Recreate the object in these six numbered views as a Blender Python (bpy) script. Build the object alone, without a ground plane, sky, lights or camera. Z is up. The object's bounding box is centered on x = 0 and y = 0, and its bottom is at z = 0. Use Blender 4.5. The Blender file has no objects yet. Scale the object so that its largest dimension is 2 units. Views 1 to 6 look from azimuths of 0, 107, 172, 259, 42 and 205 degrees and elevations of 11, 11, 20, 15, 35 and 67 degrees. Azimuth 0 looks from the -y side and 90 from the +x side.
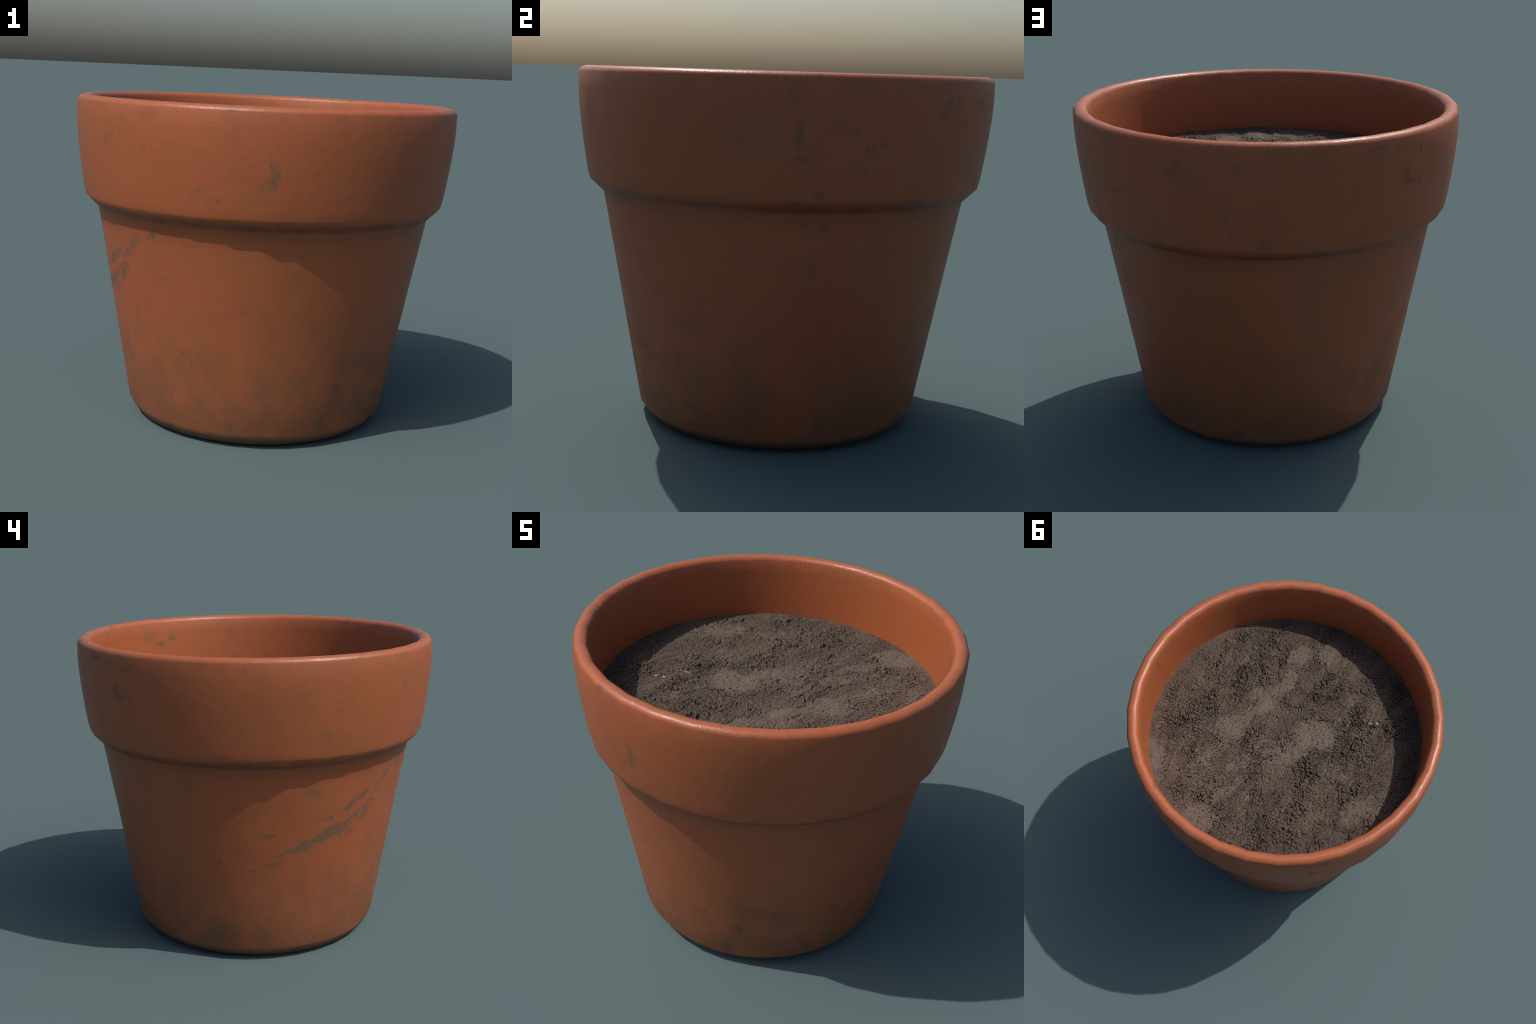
"""A terracotta flower pot filled with dry soil.

The pot is a surface of revolution cut into 32 flat-sided segments with smooth
shading.  It is one closed skin, divided by region into rim, body and base.
The soil is a finely divided disk displaced by cracks and crumbs.
"""
import math
import bpy
import bmesh
import numpy as np
from mathutils import Vector

SEGMENTS = 32
SOIL_LEVEL = 1.352
rng = np.random.default_rng(11)

# ---------------------------------------------------------------- helpers


def link(obj, parent=None):
    bpy.context.scene.collection.objects.link(obj)
    if parent is not None:
        obj.parent = parent
    return obj


class Nodes:
    """Small helper to write node trees as expressions."""

    def __init__(self, name):
        self.mat = bpy.data.materials.new(name)
        self.mat.use_nodes = True
        self.tree = self.mat.node_tree
        self.tree.nodes.clear()
        self.out = self.new("ShaderNodeOutputMaterial")
        self.bsdf = self.new("ShaderNodeBsdfPrincipled")
        self.tree.links.new(self.bsdf.outputs[0], self.out.inputs[0])
        self.coord = self.new("ShaderNodeTexCoord").outputs["Object"]
        sep = self.new("ShaderNodeSeparateXYZ")
        self.tree.links.new(self.coord, sep.inputs[0])
        self.x, self.y, self.z = sep.outputs

    def new(self, kind, **props):
        n = self.tree.nodes.new(kind)
        for k, v in props.items():
            setattr(n, k, v)
        return n

    def put(self, socket, value):
        if isinstance(value, bpy.types.NodeSocket):
            self.tree.links.new(value, socket)
        elif isinstance(value, (tuple, list)) and len(value) == 3 and socket.type == "RGBA":
            socket.default_value = (*value, 1.0)
        else:
            socket.default_value = value

    def math(self, op, a, b=0.0, clamp=False):
        n = self.new("ShaderNodeMath", operation=op, use_clamp=clamp)
        self.put(n.inputs[0], a)
        self.put(n.inputs[1], b)
        return n.outputs[0]

    def add(self, a, b):
        return self.math("ADD", a, b)

    def mul(self, a, b):
        return self.math("MULTIPLY", a, b)

    def step(self, v, lo, hi, out_lo=0.0, out_hi=1.0, smooth=True):
        n = self.new("ShaderNodeMapRange", interpolation_type="SMOOTHSTEP" if smooth else "LINEAR")
        for i, val in enumerate((v, lo, hi, out_lo, out_hi)):
            self.put(n.inputs[i], val)
        return n.outputs[0]

    def mapped(self, scale=(1, 1, 1), loc=(0, 0, 0), rot=(0, 0, 0), kind="POINT"):
        n = self.new("ShaderNodeMapping", vector_type=kind)
        self.put(n.inputs["Vector"], self.coord)
        n.inputs["Location"].default_value = loc
        n.inputs["Rotation"].default_value = rot
        n.inputs["Scale"].default_value = scale
        return n.outputs[0]

    def noise(self, scale, detail=2.0, rough=0.5, vec=None, distortion=0.0, lac=2.0):
        n = self.new("ShaderNodeTexNoise")
        self.put(n.inputs["Vector"], vec or self.coord)
        n.inputs["Scale"].default_value = scale
        n.inputs["Detail"].default_value = detail
        n.inputs["Roughness"].default_value = rough
        n.inputs["Lacunarity"].default_value = lac
        n.inputs["Distortion"].default_value = distortion
        return n.outputs["Fac"]

    def mix(self, fac, a, b, blend="MIX"):
        n = self.new("ShaderNodeMix", data_type="RGBA", blend_type=blend)
        self.put(n.inputs["Factor"], fac)
        self.put(n.inputs["A"], a) if False else self.put(n.inputs[6], a)
        self.put(n.inputs[7], b)
        return n.outputs[2]

    def blob(self, loc, rot, size, inner=0.0, after=None):
        """1 at the centre of a soft ellipsoid, falling to 0 at its edge.

        `after` makes the blob wait for an earlier value, so that a long chain of
        blobs is worked out one by one and does not overflow the shader stack.
        """
        v = self.mapped(size, loc, rot, "TEXTURE")
        if after is not None:
            wait = self.new("ShaderNodeVectorMath", operation="MULTIPLY_ADD")
            self.put(wait.inputs[0], after)
            wait.inputs[1].default_value = (1e-7, 1e-7, 1e-7)
            self.put(wait.inputs[2], self.coord)
            self.put(v.node.inputs["Vector"], wait.outputs[0])
        n = self.new("ShaderNodeVectorMath", operation="LENGTH")
        self.put(n.inputs[0], v)
        return self.step(n.outputs["Value"], 1.0, inner)

    def bump(self, height, strength, distance, normal=None):
        n = self.new("ShaderNodeBump")
        n.inputs["Strength"].default_value = strength
        n.inputs["Distance"].default_value = distance
        self.put(n.inputs["Height"], height)
        if normal is not None:
            self.put(n.inputs["Normal"], normal)
        return n.outputs[0]


# ---------------------------------------------------------------- profile

# (radius, height) of the rings, from the centre of the underside outwards,
# up the outside, over the rim and down the inside to the floor.
BASE = [(0.0, 0.0), (0.30, 0.0), (0.615, 0.0), (0.662, 0.022), (0.700, 0.078)]
WALL = [(0.7345, 0.275), (0.778, 0.525), (0.826, 0.800), (0.865, 1.020), (0.883, 1.120)]
COLLAR = [(0.906, 1.143), (0.949, 1.185), (0.9520, 1.1965), (0.960, 1.228), (0.9745, 1.328), (0.9875, 1.430),
          (0.996, 1.520), (1.000, 1.600)]
LIP = [(0.9985, 1.678), (0.984, 1.697), (0.962, 1.7035), (0.940, 1.698), (0.9245, 1.680), (0.9175, 1.615)]
INSIDE = [(0.909, 1.48), (0.900, SOIL_LEVEL), (0.893, 1.26), (0.858, 1.20), (0.815, 1.10), (0.640, 0.115), (0.610, 0.085), (0.0, 0.085)]


def radius_at(height):
    rings = BASE[3:] + WALL + COLLAR + LIP[:1]
    return float(np.interp(height, [p[1] for p in rings], [p[0] for p in rings]))


# ---------------------------------------------------------------- terracotta


def terracotta(part):
    """Weathered clay; each part's own material carries only the dirt that lies on it."""
    n = Nodes(f"weathered_terracotta_{part}")

    # distance from the axis and the outside / inside masks
    radius = n.math("SQRT", n.add(n.mul(n.x, n.x), n.mul(n.y, n.y)))
    up = n.new("ShaderNodeSeparateXYZ")
    geo = n.new("ShaderNodeNewGeometry")
    n.tree.links.new(geo.outputs["Normal"], up.inputs[0])
    inside = n.mul(n.step(radius, 0.945, 0.920), n.step(n.z, 1.22, 1.24))
    crest = n.step(n.z, 1.670, 1.697)
    crest = n.mul(crest, n.step(n.noise(9.0, 4.0, 0.6), 0.35, 0.65, 0.25, 1.0))

    # clay body: slow drift between redder and browner clay
    slow = n.noise(1.7, 3.0, 0.5)
    clay = n.mix(n.step(slow, 0.35, 0.65), CLAY_RED, CLAY_BROWN)
    clay = n.mix(n.mul(n.step(n.noise(5.0, 5.0, 0.6), 0.45, 0.75), 0.30), clay, CLAY_DARK)
    clay = n.mix(n.mul(n.noise(38.0, 3.0, 0.6), 0.18), clay, CLAY_DARK)
    clay = n.mix(n.mul(inside, 0.7), clay, CLAY_INSIDE)

    # pale crest of the rim
    clay = n.mix(n.mul(crest, 0.75), clay, CLAY_CREST)
    under = n.mul(n.step(n.z, 1.60, 1.655), n.step(n.z, 1.69, 1.66))
    clay = n.mix(n.mul(n.mul(under, n.step(n.noise(7.0, 4.0, 0.6), 0.40, 0.65)), 0.35), clay, CLAY_DARK)

    # groove beneath the collar: occlusion from the overhang painted into the clay colour
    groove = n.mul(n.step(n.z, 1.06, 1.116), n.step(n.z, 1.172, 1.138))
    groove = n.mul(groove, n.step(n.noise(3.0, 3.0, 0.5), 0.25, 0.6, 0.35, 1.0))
    clay = n.mix(n.mul(groove, 0.30), clay, GROOVE_SHADE)
    line = n.mul(n.step(n.z, 1.118, 1.146), n.step(n.z, 1.184, 1.160))  # thin contact shadow drawn along the crease, using the chip colour
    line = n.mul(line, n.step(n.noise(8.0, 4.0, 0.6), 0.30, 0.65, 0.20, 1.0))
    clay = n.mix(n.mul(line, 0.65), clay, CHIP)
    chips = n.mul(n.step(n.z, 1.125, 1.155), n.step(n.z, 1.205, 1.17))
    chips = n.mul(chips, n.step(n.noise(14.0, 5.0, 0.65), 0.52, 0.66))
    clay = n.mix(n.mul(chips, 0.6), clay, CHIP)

    # damp, mossy tide around the foot, running up in streaks
    streak_vec = n.mapped((1.0, 1.0, 0.85))
    streaks = n.noise(6.5, 5.0, 0.6, streak_vec)
    tide = n.step(n.z, 0.86, 0.06, smooth=False)
    foot = n.step(n.add(n.mul(tide, 0.70), n.mul(n.add(streaks, -0.5), 1.25)), 0.13, 0.86)
    foot = n.mul(foot, n.step(n.z, 0.95, 0.60))
    clay = n.mix(n.mul(foot, 0.70), clay, TIDE)
    bright = n.mul(n.step(n.noise(5.2, 4.0, 0.55, n.mapped((1, 1, 0.6), (3.1, 1.7, 0.4))), 0.50, 0.64), n.step(n.z, 0.34, 0.16))
    bright = n.mul(bright, n.step(n.z, 0.045, 0.09))
    clay = n.mix(n.mul(bright, 0.55), clay, FOOT_ORANGE)
    patch = n.mul(n.step(n.noise(7.5, 5.0, 0.6, n.mapped((1, 1, 0.6), (0.3, 5.7, 2.4))), 0.50, 0.68), n.step(n.z, 0.34, 0.12))
    clay = n.mix(n.mul(patch, 0.42), clay, TIDE_DARK)
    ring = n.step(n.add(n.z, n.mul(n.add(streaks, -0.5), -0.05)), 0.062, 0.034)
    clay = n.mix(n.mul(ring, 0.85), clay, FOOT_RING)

    # stuck-on grey dirt: soft ellipses on the wall broken up by pitted noise
    deg = math.radians
    dirt = None
    for az, h, half_width, half_height, tilt, strength in DIRT:
        low, high = {"rim": (1.09, 2.0), "body": (0.05, 1.17), "base": (-1.0, 0.13)}[part]
        if not low < h < high:
            continue
        a = deg(az)
        r = radius_at(h) - 0.01
        mask = n.blob((r * math.cos(a), r * math.sin(a), h), (deg(tilt), 0, a), (0.10, half_width * 1.2, half_height * 1.2), 0.25, after=dirt)
        mask = n.mul(mask, strength)
        dirt = mask if dirt is None else n.math("MAXIMUM", dirt, mask)
    dirt = n.mul(dirt, n.step(radius, 0.62, 0.66))
    outer_only = n.math("SUBTRACT", 1.0, inside)
    dirt = n.mul(dirt, outer_only)
    inner = None
    for az, h, half_width, half_height, tilt, strength in DIRT_INSIDE if part == "rim" else ():
        a = deg(az)
        mask = n.blob((0.905 * math.cos(a), 0.905 * math.sin(a), h), (deg(tilt), 0, a), (0.07, half_width * 1.2, half_height * 1.2), 0.25, after=inner)
        mask = n.mul(mask, strength)
        inner = mask if inner is None else n.math("MAXIMUM", inner, mask)
    if inner is not None:
        dirt = n.math("MAXIMUM", dirt, n.mul(inner, inside))
    pits = n.add(n.add(n.mul(n.noise(22.0, 3.0, 0.6, distortion=0.3), 0.48), n.mul(n.noise(100.0, 4.0, 0.66), 1.12)), -0.30)
    scattered = n.mul(n.step(n.noise(2.6, 3.0, 0.5), 0.50, 0.68), 0.20)
    dirt = n.math("MAXIMUM", dirt, scattered)
    speck = n.step(n.add(pits, n.mul(dirt, 0.262)), 0.67, 0.86)
    clay = n.mix(n.mul(speck, 0.76), clay, DIRT_COLOUR)
    crest_spots = n.mul(n.step(n.noise(16.0, 4.0, 0.6), 0.60, 0.70), n.step(n.z, 1.64, 1.67))
    clay = n.mix(n.mul(crest_spots, 0.5), clay, DIRT_COLOUR)

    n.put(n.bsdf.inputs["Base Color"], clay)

    # satin clay, shinier where hands have rubbed the rim
    rough = n.step(crest, 0.0, 1.0, 0.44, 0.29)
    rough = n.add(rough, n.mul(n.noise(30.0, 3.0, 0.6), 0.10))
    rough = n.add(rough, n.mul(n.math("MAXIMUM", speck, foot), 0.22))
    n.put(n.bsdf.inputs["Roughness"], rough)
    n.bsdf.inputs["Specular IOR Level"].default_value = 0.5

    # leathery grain
    warp = n.new("ShaderNodeTexNoise")
    n.put(warp.inputs["Vector"], n.coord)
    warp.inputs["Scale"].default_value = 45.0
    shift = n.new("ShaderNodeVectorMath", operation="MULTIPLY_ADD")
    n.put(shift.inputs[0], warp.outputs["Color"])
    shift.inputs[1].default_value = (0.016, 0.016, 0.016)
    n.put(shift.inputs[2], n.coord)
    grain = n.noise(105.0, 2.0, 0.5, shift.outputs[0])
    ridge = n.math("ABSOLUTE", n.add(grain, -0.5))
    relief = n.add(n.mul(ridge, -0.8), n.mul(n.noise(20.0, 3.0, 0.55), 0.6))
    n.put(n.bsdf.inputs["Normal"], n.bump(relief, GRAIN, 0.008))
    return n.mat


CLAY_RED = (0.366, 0.096, 0.033)
CLAY_BROWN = (0.332, 0.097, 0.030)
CLAY_DARK = (0.235, 0.070, 0.030)
CLAY_INSIDE = (0.355, 0.094, 0.029)
CLAY_CREST = (0.390, 0.108, 0.046)
GROOVE_SHADE = (0.180, 0.060, 0.026)
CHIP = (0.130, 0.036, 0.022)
TIDE = (0.155, 0.070, 0.034)
TIDE_DARK = (0.110, 0.062, 0.036)
FOOT_ORANGE = (0.355, 0.090, 0.030)
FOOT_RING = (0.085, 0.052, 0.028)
DIRT_COLOUR = (0.105, 0.080, 0.045)
GRAIN = 0.27

# azimuth (degrees, from +x towards +y), height, half width, half height, tilt, strength
DIRT = [
    # collar, towards -y
    (272.0, 1.41, 0.050, 0.125, -4, 1.0), (269.0, 1.335, 0.055, 0.045, 0, 0.9), (251.5, 1.306, 0.075, 0.040, 0, 0.85),
    (256.0, 1.275, 0.060, 0.045, 0, 0.7), (241.0, 1.410, 0.035, 0.060, 0, 0.6), (252.0, 1.41, 0.06, 0.04, 0, 0.6),
    (294.0, 1.308, 0.022, 0.030, 0, 1.0), (227.4, 1.586, 0.035, 0.080, 0, 0.85), (235.8, 1.640, 0.040, 0.040, 0, 0.8),
    (235.8, 1.500, 0.030, 0.060, 0, 0.75), (220.0, 1.530, 0.045, 0.090, 0, 0.8),
    # collar, towards +x: a broken vertical run
    (17.5, 1.625, 0.022, 0.045, 0, 0.9), (19.0, 1.580, 0.035, 0.045, 0, 0.9), (19.7, 1.460, 0.030, 0.090, -8, 1.1),
    (20.5, 1.365, 0.042, 0.045, -12, 1.05), (25.2, 1.295, 0.040, 0.030, -25, 1.0), (24.9, 1.212, 0.045, 0.045, -15, 1.05),
    (25.1, 1.586, 0.025, 0.030, 0, 0.8), (33.2, 1.474, 0.040, 0.025, 0, 0.8), (38.5, 1.416, 0.085, 0.024, 18, 1.0),
    (34.9, 1.323, 0.060, 0.040, 0, 0.75), (58.6, 1.560, 0.085, 0.030, 22, 1.1), (59.6, 1.580, 0.045, 0.050, 0, 1.0),
    (63.5, 1.575, 0.045, 0.070, 0, 0.8), (66.6, 1.519, 0.060, 0.040, 0, 0.7), (82.5, 1.214, 0.060, 0.028, 15, 1.05),
    # collar, towards +y
    (82.9, 1.236, 0.060, 0.040, 10, 1.1), (86.0, 1.165, 0.050, 0.040, -25, 0.95), (102.4, 1.289, 0.022, 0.030, 0, 1.0),
    (103.1, 1.566, 0.045, 0.040, 0, 0.75), (76.5, 1.603, 0.040, 0.040, 0, 0.75), (74.2, 1.254, 0.030, 0.035, 0, 0.85),
    (72.2, 1.340, 0.030, 0.030, 0, 0.8), (99.2, 1.396, 0.050, 0.045, 20, 0.75), (123.6, 1.505, 0.038, 0.075, -6, 1.1),
    (125.5, 1.466, 0.050, 0.028, 0, 1.1), (129.5, 1.470, 0.025, 0.055, 10, 0.9), (113.4, 1.645, 0.085, 0.030, 0, 1.0),
    (121.4, 1.640, 0.050, 0.030, 0, 1.0), (127.7, 1.603, 0.055, 0.035, 10, 1.0),
    # collar, towards -x
    (190.2, 1.301, 0.065, 0.065, 20, 0.85), (195.0, 1.45, 0.045, 0.04, 0, 0.65), (219.5, 1.528, 0.030, 0.090, 0, 0.8),
    (135.9, 1.204, 0.045, 0.035, 0, 0.9), (165.0, 1.64, 0.08, 0.03, 0, 0.6),
    # wall, towards -x: the long slanting smear
    (197.4, 0.745, 0.134, 0.047, 24, 1.77), (187.3, 0.684, 0.095, 0.043, 22, 1.65), (179.7, 0.652, 0.090, 0.018, 22, 1.22),
    (204.8, 0.790, 0.095, 0.022, 32, 1.34), (214.5, 0.840, 0.112, 0.067, 40, 1.22), (206.5, 0.893, 0.101, 0.034, 34, 1.46),
    (212.0, 0.930, 0.067, 0.034, 40, 1.22), (223.2, 1.000, 0.134, 0.036, 48, 1.22), (233.5, 1.075, 0.078, 0.031, 45, 1.28),
    (206.0, 0.745, 0.067, 0.056, 20, 1.10), (176.5, 0.592, 0.062, 0.025, 10, 1.22), (168.0, 0.560, 0.034, 0.020, 0, 1.28),
    (189.1, 0.985, 0.078, 0.056, 0, 0.92), (196.3, 0.828, 0.062, 0.034, 10, 1.16), (174.0, 0.756, 0.050, 0.022, 0, 1.04),
    (161.9, 0.345, 0.073, 0.022, 0, 1.04), (155.6, 0.606, 0.034, 0.034, 0, 0.92), (145.5, 1.013, 0.067, 0.045, 0, 0.85),
    (192.0, 0.715, 0.130, 0.030, 23, 1.2), (209.0, 0.815, 0.110, 0.030, 36, 1.05), (219.0, 0.955, 0.120, 0.030, 46, 1.1),
    (202.0, 0.745, 0.039, 0.067, 0, 1.16),
    # wall, towards -y
    (242.0, 0.478, 0.022, 0.042, 0, 1.0), (245.8, 0.422, 0.070, 0.035, -10, 0.75), (302.6, 0.312, 0.060, 0.045, -12, 1.25),
    (318.0, 0.440, 0.090, 0.050, 10, 1.0), (291.1, 0.476, 0.070, 0.035, 10, 0.75), (259.9, 0.114, 0.040, 0.050, 0, 0.9),
    (282.2, 0.403, 0.030, 0.030, 0, 0.85), (305.0, 0.265, 0.045, 0.030, 0, 0.85),
    # wall, towards +x
    (22.0, 1.085, 0.035, 0.045, 0, 0.85), (27.7, 1.060, 0.040, 0.060, 0, 0.85), (24.5, 0.883, 0.050, 0.070, 0, 0.8),
    (320.5, 0.435, 0.050, 0.050, -20, 1.0), (349.0, 0.335, 0.060, 0.018, 0, 1.15), (51.1, 0.352, 0.045, 0.040, 15, 1.0),
    (351.4, 0.433, 0.060, 0.040, 0, 0.75), (47.5, 0.164, 0.050, 0.030, 0, 0.9), (344.1, 0.182, 0.035, 0.060, 0, 0.85),
    (50.2, 0.358, 0.060, 0.045, 0, 0.8), (77.9, 0.540, 0.040, 0.030, 0, 0.7), (30.0, 0.345, 0.020, 0.018, 0, 1.0),
]
DIRT_INSIDE = [
    (25.1, 1.582, 0.045, 0.032, 20, 1.35), (30.8, 1.545, 0.075, 0.030, 15, 1.15), (36.5, 1.605, 0.085, 0.055, 0, 1.0),
    (359.3, 1.585, 0.040, 0.055, -20, 0.9), (343.6, 1.440, 0.060, 0.035, 0, 0.95), (357.0, 1.425, 0.045, 0.055, 0, 0.95),
]


def build_pot(parent):
    """Revolve the profile once, then share the faces out to rim, body and base."""
    rings = BASE + WALL + COLLAR + LIP + INSIDE
    bm = bmesh.new()
    loops = []
    for r, z in rings:
        if r == 0.0:
            loops.append([bm.verts.new((0, 0, z))])
        else:
            loops.append([bm.verts.new((r * math.cos(math.tau * i / SEGMENTS), r * math.sin(math.tau * i / SEGMENTS), z)) for i in range(SEGMENTS)])
    regions = []
    base_end, wall_end = len(BASE) - 1, len(BASE) + len(WALL) - 1
    rim_end = len(BASE) + len(WALL) + len(COLLAR) + len(LIP) + 2
    for k in range(len(rings) - 1):
        name = "base" if k < base_end else "body" if k < wall_end else "rim" if k < rim_end else "body"
        low, high = loops[k], loops[k + 1]
        for i in range(SEGMENTS):
            j = (i + 1) % SEGMENTS
            if len(low) == 1:
                f = bm.faces.new((low[0], high[j], high[i]))
            elif len(high) == 1:
                f = bm.faces.new((low[i], low[j], high[0]))
            else:
                f = bm.faces.new((low[i], low[j], high[j], high[i]))
            f.smooth = True
            regions.append(name)
    whole = bpy.data.meshes.new("whole_pot")
    bm.to_mesh(whole)
    bm.free()
    # vertex normals weighted by face area, so that the broad faces stay evenly lit
    normals = [Vector() for v in whole.vertices]
    for p in whole.polygons:
        for v in p.vertices:
            normals[v] += p.normal * p.area
    edge = len(BASE) + len(WALL) + 1            # lower edge of the collar: halfway round the turn
    for v in range(len(normals)):
        if abs(whole.vertices[v].co.z - rings[edge][1]) < 1e-5:
            turn = [p.normal for p in whole.polygons if v in p.vertices]
            normals[v] = sum(turn, Vector())
    normals = [v.normalized() for v in normals]
    coords = [Vector(v.co) for v in whole.vertices]
    faces = [list(p.vertices) for p in whole.polygons]
    bpy.data.meshes.remove(whole)
    parts = []
    for name in ("rim", "body", "base"):
        used = [f for f, region in zip(faces, regions) if region == name]
        index = {}
        for f in used:
            for v in f:
                index.setdefault(v, len(index))
        mesh = bpy.data.meshes.new(name)
        mesh.from_pydata([coords[v] for v in index], [], [[index[v] for v in f] for f in used])
        mesh.shade_smooth()
        mesh.normals_split_custom_set_from_vertices([normals[v] for v in index])
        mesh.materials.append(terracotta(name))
        parts.append(link(bpy.data.objects.new(name, mesh), parent))
    return parts


# ---------------------------------------------------------------- soil

# smooth trodden-looking crusts of lighter soil: x, y, half length, half width, turn, strength
CRUSTS = [
    (0.230, -0.150, 0.24, 0.075, 72, 0.85), (0.400, 0.300, 0.20, 0.070, 65, 0.8), (-0.090, 0.120, 0.24, 0.085, 55, 0.75),
    (0.180, 0.500, 0.22, 0.06, 75, 0.6), (-0.300, -0.350, 0.20, 0.06, 80, 0.55),
    (0.172, -0.593, 0.10, 0.10, 0, 1.0), (-0.031, -0.685, 0.13, 0.12, 20, 0.9), (0.135, -0.385, 0.14, 0.065, 80, 1.0),
    (0.343, 0.090, 0.17, 0.12, 70, 1.0), (-0.178, -0.076, 0.17, 0.13, 25, 1.1), (0.255, 0.745, 0.15, 0.12, 30, 1.2),
    (0.700, 0.480, 0.20, 0.10, 115, 0.8), (-0.638, 0.294, 0.20, 0.13, 60, 0.7), (-0.398, 0.106, 0.14, 0.10, 0, 0.55),
    (0.201, 0.328, 0.16, 0.07, 60, 0.6), (0.30, -0.20, 0.15, 0.08, 60, 0.6), (0.03, 0.10, 0.14, 0.09, 50, 0.6),
    (0.52, -0.42, 0.15, 0.09, 20, 0.5), (-0.05, 0.72, 0.12, 0.09, 0, 0.4), (-0.40, 0.45, 0.15, 0.09, 50, 0.4),
]


def gradient_noise(x, y, seed):
    """Two-dimensional gradient noise, about -0.7 .. 0.7."""
    table = np.random.default_rng(seed)
    angle = table.uniform(0, math.tau, 4096)
    gx, gy = np.cos(angle), np.sin(angle)
    xi, yi = np.floor(x).astype(np.int64), np.floor(y).astype(np.int64)
    fx, fy = x - xi, y - yi
    u, v = fx * fx * fx * (fx * (fx * 6 - 15) + 10), fy * fy * fy * (fy * (fy * 6 - 15) + 10)

    def corner(dx, dy):
        k = ((xi + dx) * 73856093 ^ (yi + dy) * 19349663) & 4095
        return gx[k] * (fx - dx) + gy[k] * (fy - dy)

    a = corner(0, 0) * (1 - u) + corner(1, 0) * u
    b = corner(0, 1) * (1 - u) + corner(1, 1) * u
    return a * (1 - v) + b * v


def layered(x, y, seed, octaves=4, gain=0.5):
    total, amp, freq = 0.0, 1.0, 1.0
    for o in range(octaves):
        total = total + amp * gradient_noise(x * freq + 17.3 * o, y * freq - 9.1 * o, seed + o)
        amp, freq = amp * gain, freq * 2.03
    return total


def cells(x, y, seed):
    """Distance to the border between nearest cells (F2 - F1) and a random value per cell."""
    table = np.random.default_rng(seed).uniform(0, 1, (4096, 3))
    xi, yi = np.floor(x).astype(np.int64), np.floor(y).astype(np.int64)
    f1 = np.full(x.shape, 9.0)
    f2 = np.full(x.shape, 9.0)
    value = np.zeros(x.shape)
    for dx in (-1, 0, 1):
        for dy in (-1, 0, 1):
            k = ((xi + dx) * 73856093 ^ (yi + dy) * 19349663) & 4095
            d = np.hypot(xi + dx + table[k, 0] - x, yi + dy + table[k, 1] - y)
            nearer = d < f1
            f2 = np.where(nearer, f1, np.minimum(f2, d))
            value = np.where(nearer, table[k, 2], value)
            f1 = np.minimum(f1, d)
    return f2 - f1, value


def smooth(v, lo, hi):
    t = np.clip((v - lo) / (hi - lo), 0, 1)
    return t * t * (3 - 2 * t)


def crust_mask(x, y):
    m = np.zeros(x.shape)
    wob_x, wob_y = 0.05 * layered(x * 7, y * 7, 301), 0.05 * layered(x * 7, y * 7, 311)
    for cx, cy, a, b, turn, strength in CRUSTS:
        t = math.radians(turn)
        dx, dy = x + wob_x - cx, y + wob_y - cy
        p, q = (dx * math.cos(t) + dy * math.sin(t)) / a, (-dx * math.sin(t) + dy * math.cos(t)) / b
        m = np.maximum(m, strength * (1 - smooth(np.hypot(p, q), 0.25, 1.15)))
    return m


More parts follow.
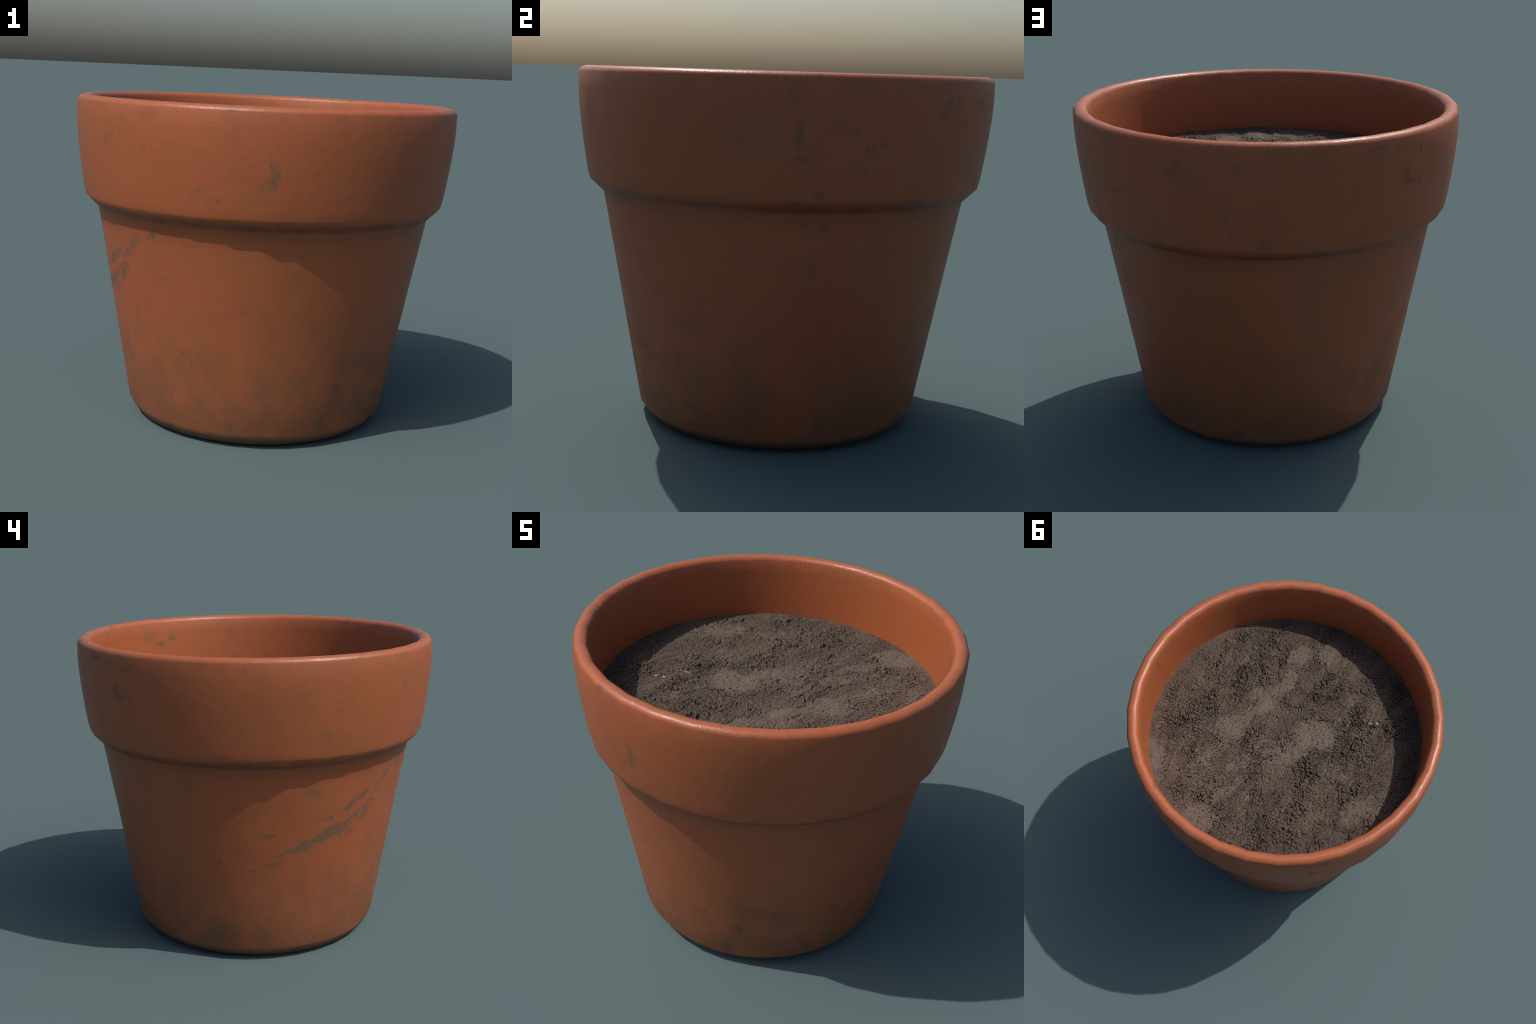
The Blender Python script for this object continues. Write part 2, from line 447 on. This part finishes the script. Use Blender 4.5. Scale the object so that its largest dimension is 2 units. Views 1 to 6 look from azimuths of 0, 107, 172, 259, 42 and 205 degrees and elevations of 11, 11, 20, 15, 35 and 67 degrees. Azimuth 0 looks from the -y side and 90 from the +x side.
def soil_height(x, y):
    """Relief of the soil: crumbs parted by short crooked cracks, calmer on the crusts."""
    crust = crust_mask(x, y)
    calm = smooth(crust + 0.60 * layered(x * 9, y * 6, 401, 5, 0.62), 0.20, 0.50)
    wx = x + 0.020 * layered(x * 18, y * 18, 51, 3)
    wy = y + 0.020 * layered(x * 18, y * 18, 61, 3)
    border, value = cells(wx * 40, wy * 40, 71)
    open_crack = smooth(layered(x * 10, y * 8, 91, 4, 0.6), -0.10, 0.40)
    crack = (1 - smooth(border, 0.02, 0.26)) * open_crack
    # billows and domed cells: rounded crumbs that meet in crooked creases
    ux = wx + 0.012 * layered(x * 45, y * 45, 241, 2)
    uy = wy + 0.012 * layered(x * 45, y * 45, 251, 2)
    border_b, value_b = cells(ux * 22 + 7, uy * 22, 73)
    border_c, value_c = cells(ux * 63 + 3, uy * 63, 77)
    big = np.abs(layered(wx * 26, wy * 28, 201, 3, 0.5))
    tiny = np.abs(layered(x * 105, y * 105, 221, 2, 0.5))
    where = smooth(layered(x * 8, y * 8, 261, 4, 0.6), -0.25, 0.35)
    clump = (value_b * 0.6 + 0.4) * smooth(border_b, 0.0, 0.34)
    crumb = (value_c * 0.7 + 0.3) * smooth(border_c, 0.0, 0.45)
    patchy = 0.25 + 1.10 * smooth(layered(x * 6, y * 3.5, 231, 4, 0.6), -0.35, 0.40)
    worm = (1 - smooth(np.abs(layered(wx * 19, wy * 19, 101, 2)), 0.0, 0.06)) * smooth(layered(x * 15 + 3, y * 15, 111, 2), 0.05, 0.30)
    holes = smooth(layered(x * 44, y * 44, 141, 2), 0.40, 0.60) * calm
    rough = (1 - 0.80 * calm) * patchy
    h = -0.0130 * crack * (0.1 + 0.9 * rough) - 0.0125 * worm * (1 - 0.70 * calm) - 0.0075 * holes
    h += 0.0130 * clump * rough * where + 0.0060 * crumb * rough * (1.1 - 0.6 * where)
    h += 0.0060 * smooth(big, 0.0, 0.20) * rough + 0.0018 * tiny
    h += 0.0030 * layered(x * 70, y * 70, 121, 3)
    # low ridges left by a rake, running roughly along y
    h += 0.0085 * layered(x * 6.5 + 0.3 * y, y * 2.2, 131, 4, 0.55) + 0.0090 * calm - 0.0065
    # the surface is pressed level against the wall
    edge = smooth(np.hypot(x, y), 0.80, 0.895)
    return h * (1 - 0.80 * edge) + 0.001 * edge


def build_soil(parent, material):
    n = 560
    s = np.linspace(-1, 1, n)
    a, b = np.meshgrid(s, s, indexing="xy")
    # concentric map of the square on the disk
    big = np.abs(a) > np.abs(b)
    r = np.where(big, a, b)
    with np.errstate(divide="ignore", invalid="ignore"):
        phi = np.where(big, math.pi / 4 * b / a, math.pi / 2 - math.pi / 4 * a / b)
    phi = np.nan_to_num(phi)
    ux, uy = r * np.cos(phi), r * np.sin(phi)
    angle = np.arctan2(uy, ux)
    half = math.pi / SEGMENTS
    polygon = math.cos(half) / np.cos(np.mod(angle, 2 * half) - half)      # follows the flat-sided wall
    reach = 0.903 * (1 + (polygon - 1) * np.hypot(ux, uy) ** 8)
    x, y = ux * reach, uy * reach
    z = SOIL_LEVEL + soil_height(x, y)
    top = np.stack([x, y, z], -1).reshape(-1, 3)
    idx = np.arange(n * n).reshape(n, n)
    quads = np.stack([idx[:-1, :-1], idx[:-1, 1:], idx[1:, 1:], idx[1:, :-1]], -1).reshape(-1, 4)
    border = np.concatenate([idx[0, :-1], idx[:-1, -1], idx[-1, :0:-1], idx[:0:-1, 0]])
    skirt = top[border] * np.array([0.985, 0.985, 0.0]) + np.array([0, 0, 1.27])
    deep = top[border] * np.array([0.90, 0.90, 0.0]) + np.array([0, 0, 1.12])
    m = len(border)
    k = np.arange(m)
    j = (k + 1) % m
    s0, d0 = n * n, n * n + m
    side = np.concatenate([np.stack([border[k], s0 + k, s0 + j, border[j]], -1), np.stack([s0 + k, d0 + k, d0 + j, s0 + j], -1)])
    verts = np.concatenate([top, skirt, deep])
    faces = [tuple(f) for f in np.concatenate([quads, side]).tolist()]
    faces.append(tuple((d0 + k)[::-1].tolist()))
    mesh = bpy.data.meshes.new("soil")
    mesh.from_pydata(verts.tolist(), [], faces)
    bm = bmesh.new()
    bm.from_mesh(mesh)
    bmesh.ops.recalc_face_normals(bm, faces=bm.faces)
    bm.to_mesh(mesh)
    bm.free()
    mesh.shade_smooth()
    mesh.materials.append(material)
    return link(bpy.data.objects.new("soil", mesh), parent)


SOIL_MID = (0.105, 0.075, 0.055)
SOIL_PALE = (0.155, 0.118, 0.092)
SOIL_DARK = (0.052, 0.037, 0.031)
SOIL_RED = (0.088, 0.054, 0.037)
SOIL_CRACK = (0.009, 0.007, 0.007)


def soil_material():
    n = Nodes("dry_soil")
    wob = n.new("ShaderNodeTexNoise")
    n.put(wob.inputs["Vector"], n.coord)
    wob.inputs["Scale"].default_value = 9.0
    wob.inputs["Detail"].default_value = 6.0
    ragged = n.new("ShaderNodeVectorMath", operation="MULTIPLY_ADD")
    n.put(ragged.inputs[0], wob.outputs["Color"])
    ragged.inputs[1].default_value = (0.20, 0.20, 0.0)
    shifted = n.mapped((1, 1, 1), (-0.10, -0.10, 0.0))
    n.put(ragged.inputs[2], shifted)
    crust = None
    for cx, cy, a, b, turn, strength in CRUSTS:
        v = n.mapped((a * 1.3, b * 1.3, 1.0), (cx, cy, SOIL_LEVEL), (0, 0, math.radians(turn)), "TEXTURE")
        n.put(v.node.inputs["Vector"], ragged.outputs[0])
        ln = n.new("ShaderNodeVectorMath", operation="LENGTH")
        n.put(ln.inputs[0], v)
        m = n.mul(n.step(ln.outputs["Value"], 1.0, 0.2), strength)
        crust = m if crust is None else n.math("MAXIMUM", crust, m)
    crust = n.step(n.add(crust, n.mul(n.add(n.noise(22.0, 5.0, 0.65), -0.5), 2.4)), 0.20, 0.95)
    slow = n.noise(3.2, 5.0, 0.65, n.mapped((1.5, 0.6, 1.0)))
    soil = n.mix(n.step(slow, 0.35, 0.65), SOIL_MID, SOIL_DARK)
    soil = n.mix(n.mul(n.step(n.noise(5.0, 3.0, 0.5, n.mapped((1, 1, 1), (4, 2, 1))), 0.45, 0.65), 0.5), soil, SOIL_RED)
    soil = n.mix(n.mul(n.step(n.noise(45.0, 4.0, 0.6), 0.40, 0.75), 0.45), soil, SOIL_PALE)
    streak = n.step(n.noise(7.0, 5.0, 0.65, n.mapped((1.6, 0.6, 1.0), (2.0, 0.0, 0.0), (0, 0, 0.25))), 0.52, 0.66)
    soil = n.mix(n.mul(streak, 0.40), soil, SOIL_PALE)
    soil = n.mix(n.mul(crust, 0.85), soil, SOIL_PALE)
    soil = n.mix(n.mul(n.step(n.noise(130.0, 3.0, 0.6), 0.40, 0.75), 0.35), soil, SOIL_DARK)
    # crevices: concave places are near black
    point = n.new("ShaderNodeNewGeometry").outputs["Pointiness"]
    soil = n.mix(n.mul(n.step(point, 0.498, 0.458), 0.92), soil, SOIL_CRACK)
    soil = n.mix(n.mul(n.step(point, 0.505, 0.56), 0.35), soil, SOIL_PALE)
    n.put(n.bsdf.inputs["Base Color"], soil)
    n.bsdf.inputs["Roughness"].default_value = 0.85
    n.bsdf.inputs["Specular IOR Level"].default_value = 0.25
    grit = n.add(n.noise(90.0, 4.0, 0.6), n.mul(n.noise(210.0, 2.0, 0.6), 0.5))
    n.put(n.bsdf.inputs["Normal"], n.bump(grit, 0.55, 0.006))
    return n.mat


def plain_material(name, colour, dark, roughness=0.8, scale=40.0):
    n = Nodes(name)
    n.put(n.bsdf.inputs["Base Color"], n.mix(n.noise(scale, 3.0, 0.6), dark, colour))
    n.bsdf.inputs["Roughness"].default_value = roughness
    return n.mat


def surface(x, y):
    return SOIL_LEVEL + float(soil_height(np.array([x]), np.array([y]))[0])


def strand(bm, points, thick):
    """A thin fibre: a tapered four-sided tube through the points."""
    previous = None
    for k, p in enumerate(points):
        t = (points[min(k + 1, len(points) - 1)] - points[max(k - 1, 0)]).normalized()
        side = t.cross(Vector((0, 0, 1))).normalized()
        up = side.cross(t)
        w = thick * (1.0 - 0.6 * k / (len(points) - 1))
        ring = [bm.verts.new(p + side * (w * c) + up * (w * s)) for c, s in ((1, 0), (0, 1), (-1, 0), (0, -1))]
        if previous:
            for i in range(4):
                bm.faces.new((previous[i], previous[(i + 1) % 4], ring[(i + 1) % 4], ring[i]))
        else:
            bm.faces.new(ring[::-1])
        previous = ring
    bm.faces.new(previous)


def build_fibres(parent, material):
    """Bits of pale root and straw lying on the soil, all joined."""
    bm = bmesh.new()
    sprigs = [(0.041, 0.481, 4, 0.045, 100), (-0.439, -0.195, 4, 0.040, 20), (-0.03, -0.56, 4, 0.040, 95),
              (-0.702, 0.204, 2, 0.040, 45), (0.60, 0.40, 2, 0.045, 60), (-0.25, 0.62, 2, 0.04, 150),
              (0.42, -0.42, 3, 0.05, 40), (0.23, 0.52, 2, 0.035, 10)]
    spots = [(x, y, c, length, turn) for x, y, c, length, turn in sprigs]
    while len(spots) < 46:
        x, y = rng.uniform(-0.85, 0.85, 2)
        if math.hypot(x, y) < 0.84:
            spots.append((x, y, 1, rng.uniform(0.018, 0.04), rng.uniform(0, 360)))
    for x, y, count, length, turn in spots:
        for c in range(count):
            a = math.radians(turn + rng.normal(0, 22) * (count > 1))
            bend = rng.normal(0, 0.5)
            px, py, pts = x + rng.normal(0, 0.004), y + rng.normal(0, 0.004), []
            for k in range(5):
                pts.append(Vector((px, py, surface(px, py) * 0.4 + 0.6 * SOIL_LEVEL + 0.0035)))
                px += math.cos(a) * length / 4
                py += math.sin(a) * length / 4
                a += bend * 0.25
            strand(bm, pts, 0.0016 if count > 1 else 0.0011)
    mesh = bpy.data.meshes.new("root_fibre")
    bm.to_mesh(mesh)
    bm.free()
    mesh.materials.append(material)
    obj = link(bpy.data.objects.new("root_fibre", mesh), parent)
    obj["kind"] = "stuff"
    return obj


def build_pebbles(parent, material, name, spots):
    """Little stones half sunk in the soil, all joined."""
    bm = bmesh.new()
    for x, y, size in spots:
        made = bmesh.ops.create_icosphere(bm, subdivisions=2, radius=1.0)["verts"]
        stretch = rng.uniform(0.75, 1.25, 3) * size
        turn = rng.uniform(0, math.tau)
        base = surface(x, y)
        for v in made:
            p = Vector((v.co.x * stretch[0], v.co.y * stretch[1], v.co.z * stretch[2] * 0.7)) * (1 + rng.normal(0, 0.10))
            v.co = (x + p.x * math.cos(turn) - p.y * math.sin(turn), y + p.x * math.sin(turn) + p.y * math.cos(turn), base - 0.1 * size + p.z)
    for f in bm.faces:
        f.smooth = True
    mesh = bpy.data.meshes.new(name)
    bm.to_mesh(mesh)
    bm.free()
    mesh.materials.append(material)
    obj = link(bpy.data.objects.new(name, mesh), parent)
    obj["kind"] = "stuff"
    return obj


# ---------------------------------------------------------------- assembly

pot = link(bpy.data.objects.new("flower_pot", None))
pot["label"] = "weathered terracotta flower pot filled with dry brown soil"
pot["category"] = "flower pot"

build_pot(pot)
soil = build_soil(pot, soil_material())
build_fibres(soil, plain_material("dry_root", (0.34, 0.33, 0.25), (0.20, 0.17, 0.12)))
pale = [(-0.474, -0.316, 0.011), (-0.514, -0.334, 0.010)]
build_pebbles(soil, plain_material("pale_stone", (0.36, 0.33, 0.24), (0.22, 0.19, 0.14)), "pale_pebble", pale)
clods = []
while len(clods) < 110:
    cx, cy = rng.uniform(-0.88, 0.88, 2)
    if math.hypot(cx, cy) < 0.875 and crust_mask(np.array([cx]), np.array([cy]))[0] < 0.45:
        clods.append((cx, cy, float(rng.uniform(0.004, 0.011))))
build_pebbles(soil, plain_material("soil_clod", (0.130, 0.098, 0.076), (0.070, 0.050, 0.038)), "soil_crumb", clods)
